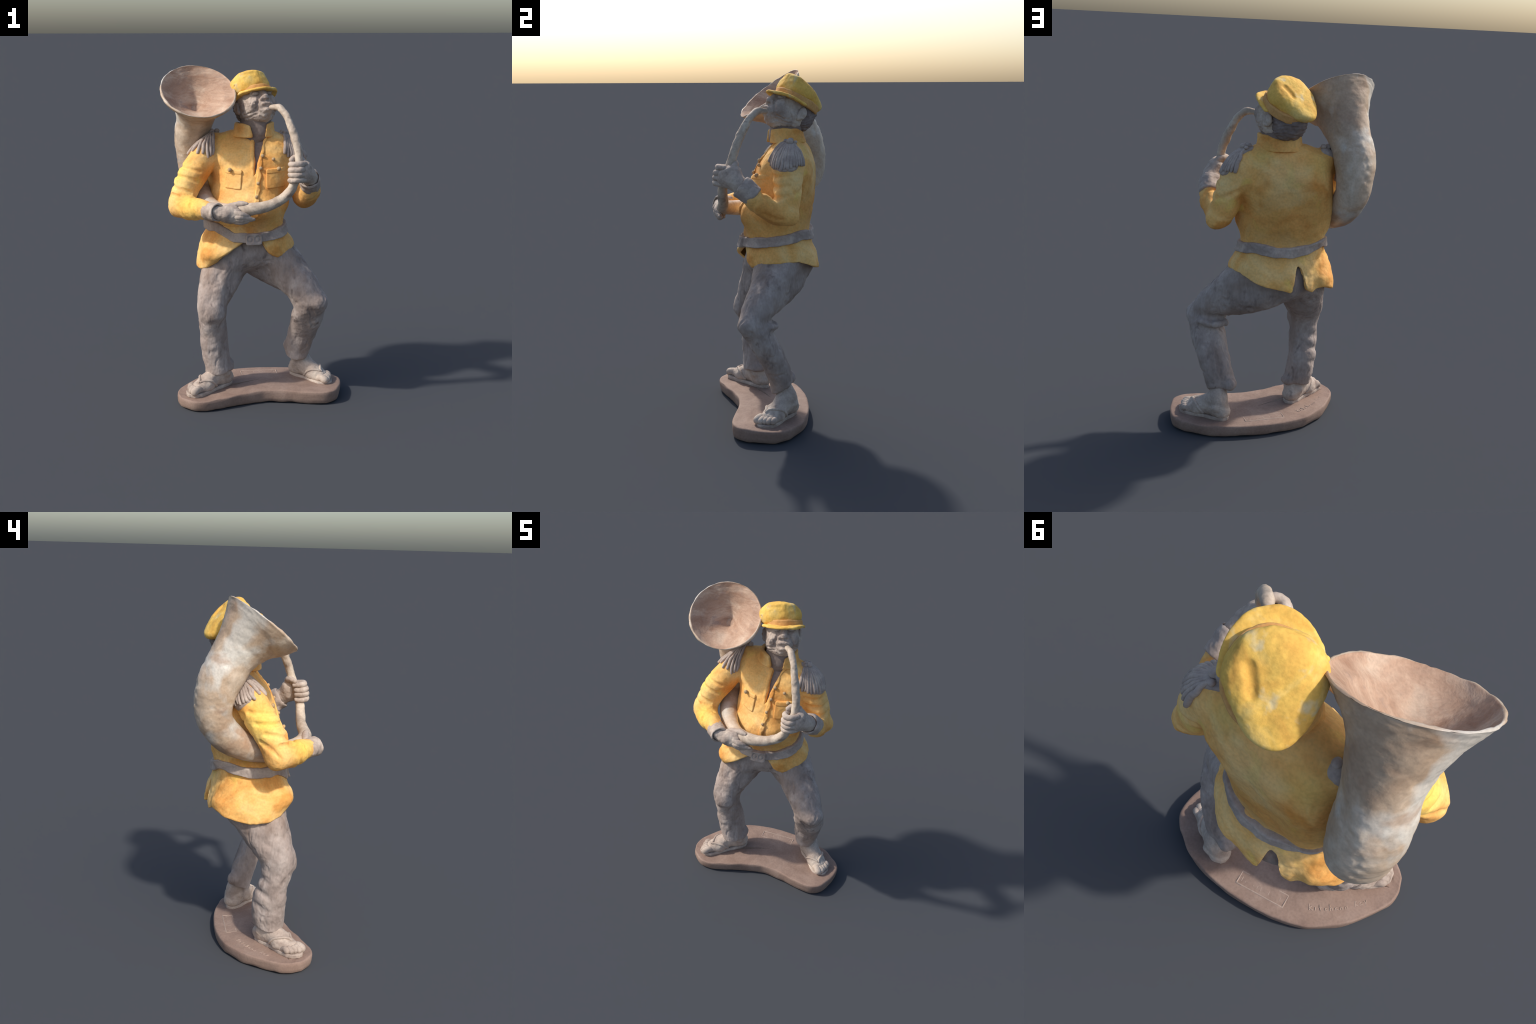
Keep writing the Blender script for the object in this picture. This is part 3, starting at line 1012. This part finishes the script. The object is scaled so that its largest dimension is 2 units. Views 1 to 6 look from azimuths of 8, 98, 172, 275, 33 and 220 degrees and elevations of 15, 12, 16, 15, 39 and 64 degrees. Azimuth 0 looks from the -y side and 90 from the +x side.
def horn():
    S = catmull(SP, 16)
    sides = 96
    face = -V(.244, -.578, .778)
    outer = tube_rings(S, sides, face)
    # the throat is pinched on one diagonal, the lower bend widened on it
    e = V(.76, .65, 0)
    wk = np.interp(np.arange(len(S)) / 16, [0, 1.5, 3, 4.5, 6, 7, 8.5, 10], [0, .04, .12, .10, 0, -.07, -.06, 0])
    off = outer - S[:, None, :3]
    outer = outer - (off @ e)[..., None] * e * wk[:, None, None]
    # inner wall: from the rim down the throat
    k = 16 * 3
    I = S[:k + 1].copy()
    th = np.interp(np.arange(k + 1), [0, 10, 30, k], [.013, .024, .062, .115])
    I[:, 3] -= th
    T0 = -face
    inner = tube_rings(I, sides, face)
    # the bowl is shallower on the side towards the head
    side = np.clip(((inner - I[:, None, :3]) @ V(.905, .42, 0)) / I[:, None, 3], 0, 1)
    ease = np.clip(np.arange(k + 1) / 18, 0, 1)[:, None]
    inner = inner + (side * ease * .024)[..., None] * -face
    inner = inner[::-1]
    # rounded lip between inner and outer wall
    lip = np.array([(inner[-1] * (1 - t) + outer[0] * t) + T0 * 0.006 * math.sin(math.pi * t) for t in (.15, .35, .6, .85)])
    plug = inner[0].mean(0)
    caps = np.array([plug + (inner[0] - plug) * f for f in (.03, .4, .75)])
    endc = outer[-1].mean(0)
    R = np.concatenate([caps, inner, lip, outer, [endc + (outer[-1] - endc) * .02]])
    n = len(R)
    v = R.reshape(-1, 3)
    q = ring_quads(n, sides)
    big = np.repeat(np.concatenate([np.full(3, .1), I[::-1, 3], np.full(4, .2), S[:, 3], [.016]]), sides)
    N_ = vnormals(v, q)
    amp = np.clip(big / .1, .18, 1.0)
    d = amp * (.0042 * fbm(v, .12, 2) + .0016 * fbm(v, .04, 2, off=4.) + .0010 * fbm(v, .015, 2, off=8.))
    # scraped seam down the back of the bell
    sd = np.min(np.stack([seg(v, a, b, 0) for a, b in [((-.40, .19, 1.97), (-.41, .25, 1.80)), ((-.41, .25, 1.80), (-.44, .31, 1.62)),
                                                      ((-.44, .31, 1.62), (-.45, .33, 1.45))]]), 0)
    d = d + .006 * np.exp(-(sd / .02) ** 2) * (fbm(v, .022, 2, off=2.) + .3)
    # rim wobble
    rim = np.exp(-(np.arange(n) - (3 + k + 1 + 2)) ** 2 / 60.)
    d = d + np.repeat(rim, sides) * .003 * fbm(v, .05, 2, off=6.)
    # slender pipe: hammered bumps
    thin = np.clip((.035 - big) / .012, 0, 1)
    d = d + thin * .0028 * fbm(v, .03, 2, off=12.)
    v = v + N_ * np.asarray(d)[:, None]
    # split into bell, coil and mouthpipe by ring
    ringi = np.repeat(np.arange(n - 1), sides)
    o0 = 3 + k + 1 + 4
    lab = np.where(ringi < o0 - 3, 3, np.where(ringi < o0 + 16 * 4, 0, np.where(ringi < o0 + 16 * 14, 1, 2)))
    h = bpy.data.objects.new('brass_horn', None)
    bpy.context.scene.collection.objects.link(h)
    h.parent = ROOT
    split_object(v, q[:, ::1], lab, [('horn_bell', HORN, h), ('horn_coil', HORN, h), ('horn_mouthpipe', PIPE, h), ('bell_interior', BELLIN, h)])
    return h


horn_ob = horn()

# ------------------------------------------------------------------ cuffs and hands
def cuff_f(a, b, r1, r2, th=.012):
    a, b = V(*a), V(*b)
    ax = (b - a) / np.linalg.norm(b - a)
    L_ = np.linalg.norm(b - a)

    def f(p):
        t = (p - a) @ ax
        r = np.linalg.norm(p - a - t[:, None] * ax, axis=1)
        R = r1 + (r2 - r1) * np.clip(t / L_, 0, 1)
        d = smax(r - R, np.abs(t - L_ / 2) - L_ / 2, .012)
        inner = np.maximum(r - (R - th), L_ - .020 - t)
        return smax(d, -inner, .006)
    return f


cl = solid('cuff', cuff_f((.336, .008, 1.318), (.332, -.074, 1.380), .060, .064), (.24, -.19, 1.22), (.46, .10, 1.48), .0034, GREY, None,
           [(.05, .006, 2), (.02, .0015, 2)])
cr_ = solid('cuff', cuff_f((-.232, -.238, 1.205), (-.160, -.293, 1.209), .052, .053), (-.33, -.40, 1.11), (-.07, -.17, 1.30), .0034, SKIN, None,
            [(.05, .006, 2), (.02, .0015, 2)])


def left_hand(p):
    p = p + V(.008, 0, 0)
    d = seg(p, (.346, -.055, 1.368), (.330, -.105, 1.405), .046, .048)
    d = smin(d, ellipsoid(p, (.320, -.135, 1.425), (.036, .052, .056)), .03)
    d = smin(d, ellipsoid(p, (.30, -.115, 1.45), (.035, .04, .04)), .03)
    d = smin(d, ellipsoid(p, (.310, -.172, 1.418), (.032, .030, .052)), .02)
    return d


hl = solid('hand', left_hand, (.22, -.27, 1.29), (.44, .0, 1.53), .003, SKIN, None, [(.035, .003, 2), (.014, .001, 2)])
for i in range(4):
    z = 1.472 - i * .0285
    y = -.165 - .010 * (1 - abs(i - 1.2) / 2) - i * .006
    P = [(.312, y + .008, z, .0165), (.290, y - .030, z + .002, .0175), (.256, y - .034, z, .017), (.236, y - .010, z - .003, .0165),
         (.239, y + .020, z - .004, .015)]
    f = lambda p, P=P: limb(p, P, 5)
    A = np.array(P)[:, :3]
    solid('finger', f, A.min(0) - .035, A.max(0) + .035, .003, SKIN, hl, [(.025, .002, 2)])
P = [(.307, -.115, 1.465, .020), (.277, -.110, 1.492, .020), (.250, -.128, 1.498, .018), (.235, -.150, 1.490, .015)]
A = np.array(P)[:, :3]
solid('thumb', lambda p, P=P: limb(p, P, 5), A.min(0) - .035, A.max(0) + .035, .003, SKIN, hl, [(.025, .002, 2)])


def right_hand(p):
    d = seg(p, (-.185, -.275, 1.206), (-.125, -.275, 1.198), .040, .040)
    d = smin(d, ellipsoid(p, (-.085, -.262, 1.188), (.062, .034, .046)), .03)
    d = smin(d, ellipsoid(p, (-.095, -.235, 1.21), (.05, .035, .032)), .03)
    return d


hr = solid('hand', right_hand, (-.26, -.35, 1.11), (.02, -.16, 1.29), .003, SKIN, None, [(.035, .003, 2), (.014, .001, 2)])
for i in range(4):
    z = 1.210 - i * .0150
    tipx = (.020, .036, .034, .010)[i]
    yb = -.268 + (0, -.002, .004, .014)[i]
    P = [(-.085, yb, z - .002, .021), (-.045, yb - .006, z - .010, .0205), (-.008, yb + .006, z - .022 + i * .005, .0175),
         (tipx, yb + .028, 1.164 + (3 - i) * .003 - .004, .010)]
    A = np.array(P)[:, :3]
    solid('finger', lambda p, P=P: limb(p, P, 5), A.min(0) - .035, A.max(0) + .035, .003, SKIN, hr, [(.025, .002, 2)])
P = [(-.115, -.235, 1.225, .022), (-.075, -.230, 1.240, .020), (-.035, -.232, 1.250, .017), (-.004, -.236, 1.250, .012)]
A = np.array(P)[:, :3]
solid('thumb', lambda p, P=P: limb(p, P, 5), A.min(0) - .035, A.max(0) + .035, .003, SKIN, hr, [(.025, .002, 2)])

# ------------------------------------------------------------------ head (own frame: u his left, v forward, w up)
HO = V(-.020, .168, 1.79)
yaw, pit = math.radians(35), math.radians(25)
f0 = V(math.sin(yaw), -math.cos(yaw), 0)
HU = V(math.cos(yaw), math.sin(yaw), 0)
HV = f0 * math.cos(pit) + V(0, 0, math.sin(pit))
HW = -f0 * math.sin(pit) + V(0, 0, math.cos(pit))
HM = np.stack([HU, HV, HW])          # world -> head rows


def loc(p):
    return (p - HO) @ HM.T


def wor(*a):
    return HO + V(*a) @ HM


def head_field(p):
    h = loc(p)
    x = np.stack([np.abs(h[:, 0]), h[:, 1], h[:, 2]], 1)      # mirrored side
    d = ellipsoid(h, (-.006, -.018, .0), (.099, .123, .106))
    d = smin(d, ellipsoid(h, (-.006, .035, -.060), (.086, .096, .088)), .05)      # jaw mass
    d = smin(d, ellipsoid(h, (0, .086, -.120), (.042, .036, .030)), .035)     # chin
    d = smin(d, ellipsoid(x, (.052, .086, -.052), (.036, .038, .042)), .03)   # cheeks
    d = smin(d, ellipsoid(x, (.070, .02, -.080), (.026, .060, .042)), .04)       # jaw corners
    d = smin(d, ellipsoid(h, (.006, .118, -.088), (.045, .038, .040)), .025)  # mouth mound
    d = smin(d, ellipsoid(h, (-.006, .045, -.112), (.062, .062, .036)), .03)     # throat
    # brow, eye sockets
    d = smin(d, ellipsoid(x, (.040, .102, .020), (.036, .015, .011)), .015)
    d = smax(d, -ellipsoid(x, (.040, .135, .004), (.026, .022, .013)), .014)
    # nose
    d = smin(d, seg(h, V(0, .118, .010), V(0, .143, -.030), .014, .021), .014)
    d = smin(d, ellipsoid(x, (.023, .132, -.038), (.015, .017, .013)), .010)
    d = smax(d, -ellipsoid(x, (.013, .148, -.053), (.010, .010, .007)), .006)
    # lips pursed round the mouthpiece
    d = smin(d, ellipsoid(h, (.0, .148, -.074), (.034, .014, .011)), .010)
    d = smin(d, ellipsoid(h, (.006, .144, -.108), (.028, .015, .012)), .012)
    d = d + groove(h, [V(-.040, .135, -.096), V(-.01, .158, -.090), V(.03, .155, -.092)], .006, .007)
    d = smax(d, h[:, 2] - .026, .01)
    # smile lines and jaw creases
    for s in (-1, 1):
        d = d + groove(h, [V(s * .036, .130, -.034), V(s * .052, .122, -.066), V(s * .052, .112, -.105)], .008, .009)
        d = d + groove(h, [V(s * .060, .098, -.095), V(s * .085, .07, -.10), V(s * .098, .03, -.095)], .006, .007)
        d = d + groove(h, [V(s * .050, .105, -.118), V(s * .075, .07, -.118), V(s * .095, .02, -.110)], .006, .007)
        d = d + groove(h, [V(s * .078, .088, -.030), V(s * .094, .050, -.060), V(s * .098, .03, -.080)], .008, .006)
        d = d + groove(h, [V(s * .018, .128, .0), V(s * .026, .130, -.022), V(s * .032, .132, -.032)], .006, .005)
        d = d - groove(h, [V(s * .055, .108, -.030), V(s * .075, .090, -.045)], .014, .006)
    d = d + groove(h, [V(-.035, .11, -.112), V(0, .130, -.114), V(.035, .11, -.112)], .007, .004)
    return d


v, q = surface(head_field, HO - .25, HO + V(.25, .25, .2), .0028)
v = rough(v, q, [(.045, .0045, 2), (.018, .0024, 2), (.008, .0008, 1)])
# slapped clay patch on the right cheek
N_ = vnormals(v, q)
h_ = loc(v)
m_ = np.exp(-(((h_[:, 0] + .068) / .022) ** 2 + ((h_[:, 2] + .055) / .02) ** 2)) * (h_[:, 1] > .03)
v = v + N_ * (m_ * (.003 + .005 * fbm(v, .012, 2)))[:, None]
head_ob = make_object('head', v, q, SKIN)
for s in (-1, 1):
    c = wor(s * .040, .113, .003)
    solid('eyelid', lambda p, s=s: smax(ellipsoid(loc(p), (s * .040, .108, .003), (.023, .017, .012)), -groove(loc(p), [V(s * .02, .128, .0), V(s * .06, .12, .0)], .004, .01) * 0 +
                                        ellipsoid(loc(p), (s * .040, .108, .003), (.023, .017, .012)) + groove(loc(p), [V(s * .018, .126, .001), V(s * .042, .128, -.002), V(s * .062, .118, .001)], .003, .005), .002),
          c - .04, c + .04, .0025, SKIN, head_ob)


def hair_f(p):
    h = loc(p)
    d = ellipsoid(h, (-.010, -.036, -.010), (.101, .122, .108))
    d = smin(d, ellipsoid(h, (0, -.075, -.06), (.075, .058, .055)), .03)
    cut = np.maximum(h[:, 1] - (-.005 + .25 * (h[:, 2] + .03)), h[:, 2] - .06)
    d = smax(d, cut, .02)
    d = d + .0016 * np.sin(h[:, 2] * 300 + h[:, 1] * 140 + 5 * vnoise(h * 18.))
    return d


solid('hair', hair_f, HO - .25, HO + V(.22, .25, .15), .0034, HAIR, head_ob, [(.03, .004, 2), (.014, .0015, 2)])
for s in (-1, 1):
    def ear_f(p, s=s):
        h = loc(p)
        d = ellipsoid(h, (s * .106 - .004, -.022, -.034), (.016, .026, .036))
        d = smin(d, ellipsoid(h, (s * .103 - .004, -.010, -.062), (.012, .014, .016)), .01)
        return d + groove(h, [V(s * .120 - .004, -.034, -.018), V(s * .122 - .004, -.016, -.024), V(s * .121 - .004, -.016, -.046), V(s * .120 - .004, -.030, -.050)], .006, .009)
    c = wor(s * .114, -.01, -.035)
    solid('ear', ear_f, c - .06, c + .06, .0028, SKIN, head_ob, [(.015, .001, 2)])


# ------------------------------------------------------------------ cap
def crown_f(p):
    h = loc(p)
    d = ellipsoid(h, (-.016, -.006, .080), (.130, .118, .087))
    d = smin(d, ellipsoid(h, (-.022, -.090, .065), (.084, .090, .055)), .05)
    d = smin(d, ellipsoid(h, (-.010, .040, .136), (.082, .058, .036)), .04)
    d = smax(d, (h[:, 2] - .172 - .36 * (h[:, 1] - .06)) * .94, .035)
    d = smax(d, .026 - .10 * np.clip(-h[:, 1] - .06, 0, 1) - h[:, 2], .02)
    d = d + groove(h, [V(.03, -.06, .125), V(.035, -.03, .135), V(.045, .0, .145)], .012, .013)
    d = d + groove(h, [V(-.09, .08, .13), V(0, .115, .135), V(.08, .085, .13)], .010, .004)
    return d


v, q = surface(crown_f, HO + V(-.25, -.25, -.12), HO + V(.25, .28, .25), .0034)
v = rough(v, q, [(.08, .004, 2), (.03, .0012, 2), (.012, .0005, 2)])
cap_ob = make_object('cap', v, q, CAP)


def band_f(p):
    h = loc(p)
    r = np.sqrt((h[:, 0] / .119) ** 2 + ((h[:, 1] + .012) / .134) ** 2)
    d = (r - 1) * .124
    return smax(d, np.abs(h[:, 2] - .032 - .06 * h[:, 1]) - .022, .008)


BAND = clay('band_paint', [(srgb(206, 150, 88), .3), (srgb(218, 168, 104), .6), (srgb(208, 180, 150), .8)], scale=12.0)
solid('cap_band', band_f, HO + V(-.2, -.2, -.15), HO + V(.2, .2, .2), .0034, BAND, cap_ob, [(.04, .002, 2)])


def visor_f(p):
    h = loc(p)
    fr = np.clip((h[:, 1] + .12) / .22, 0, 1)
    rr = np.sqrt((h[:, 0] / (.130 + .006 * fr)) ** 2 + ((h[:, 1] + .004) / (.145 + .034 * np.clip(h[:, 1] / .06, 0, 1))) ** 2)
    d = (rr - 1) * .13
    mid = .024 + .06 * h[:, 1] - .20 * np.clip(h[:, 1] - .07, 0, 1) - .45 * np.clip(np.abs(h[:, 0]) - .02, 0, 1) ** 2 - .008 * (1 - fr)
    sl = np.abs(h[:, 2] - mid) - .0075
    d = smax(d, sl, .007)
    d = smax(d, -(h[:, 1] + .03), .03)
    return d


solid('visor', visor_f, HO + V(-.22, -.24, -.16), HO + V(.24, .22, .2), .003, CAP, cap_ob, [(.05, .003, 2), (.02, .001, 2)])

# the clay bridge where the bell rim touches the cap
solid('clay_bridge', lambda p: limb(p, [(-.122, .090, 1.885, .010), (-.112, .098, 1.887, .012), (-.10, .107, 1.888, .014)], 4),
      (-.22, .04, 1.84), (-.06, .15, 1.94), .003, CAP, cap_ob, [(.02, .002, 2)])
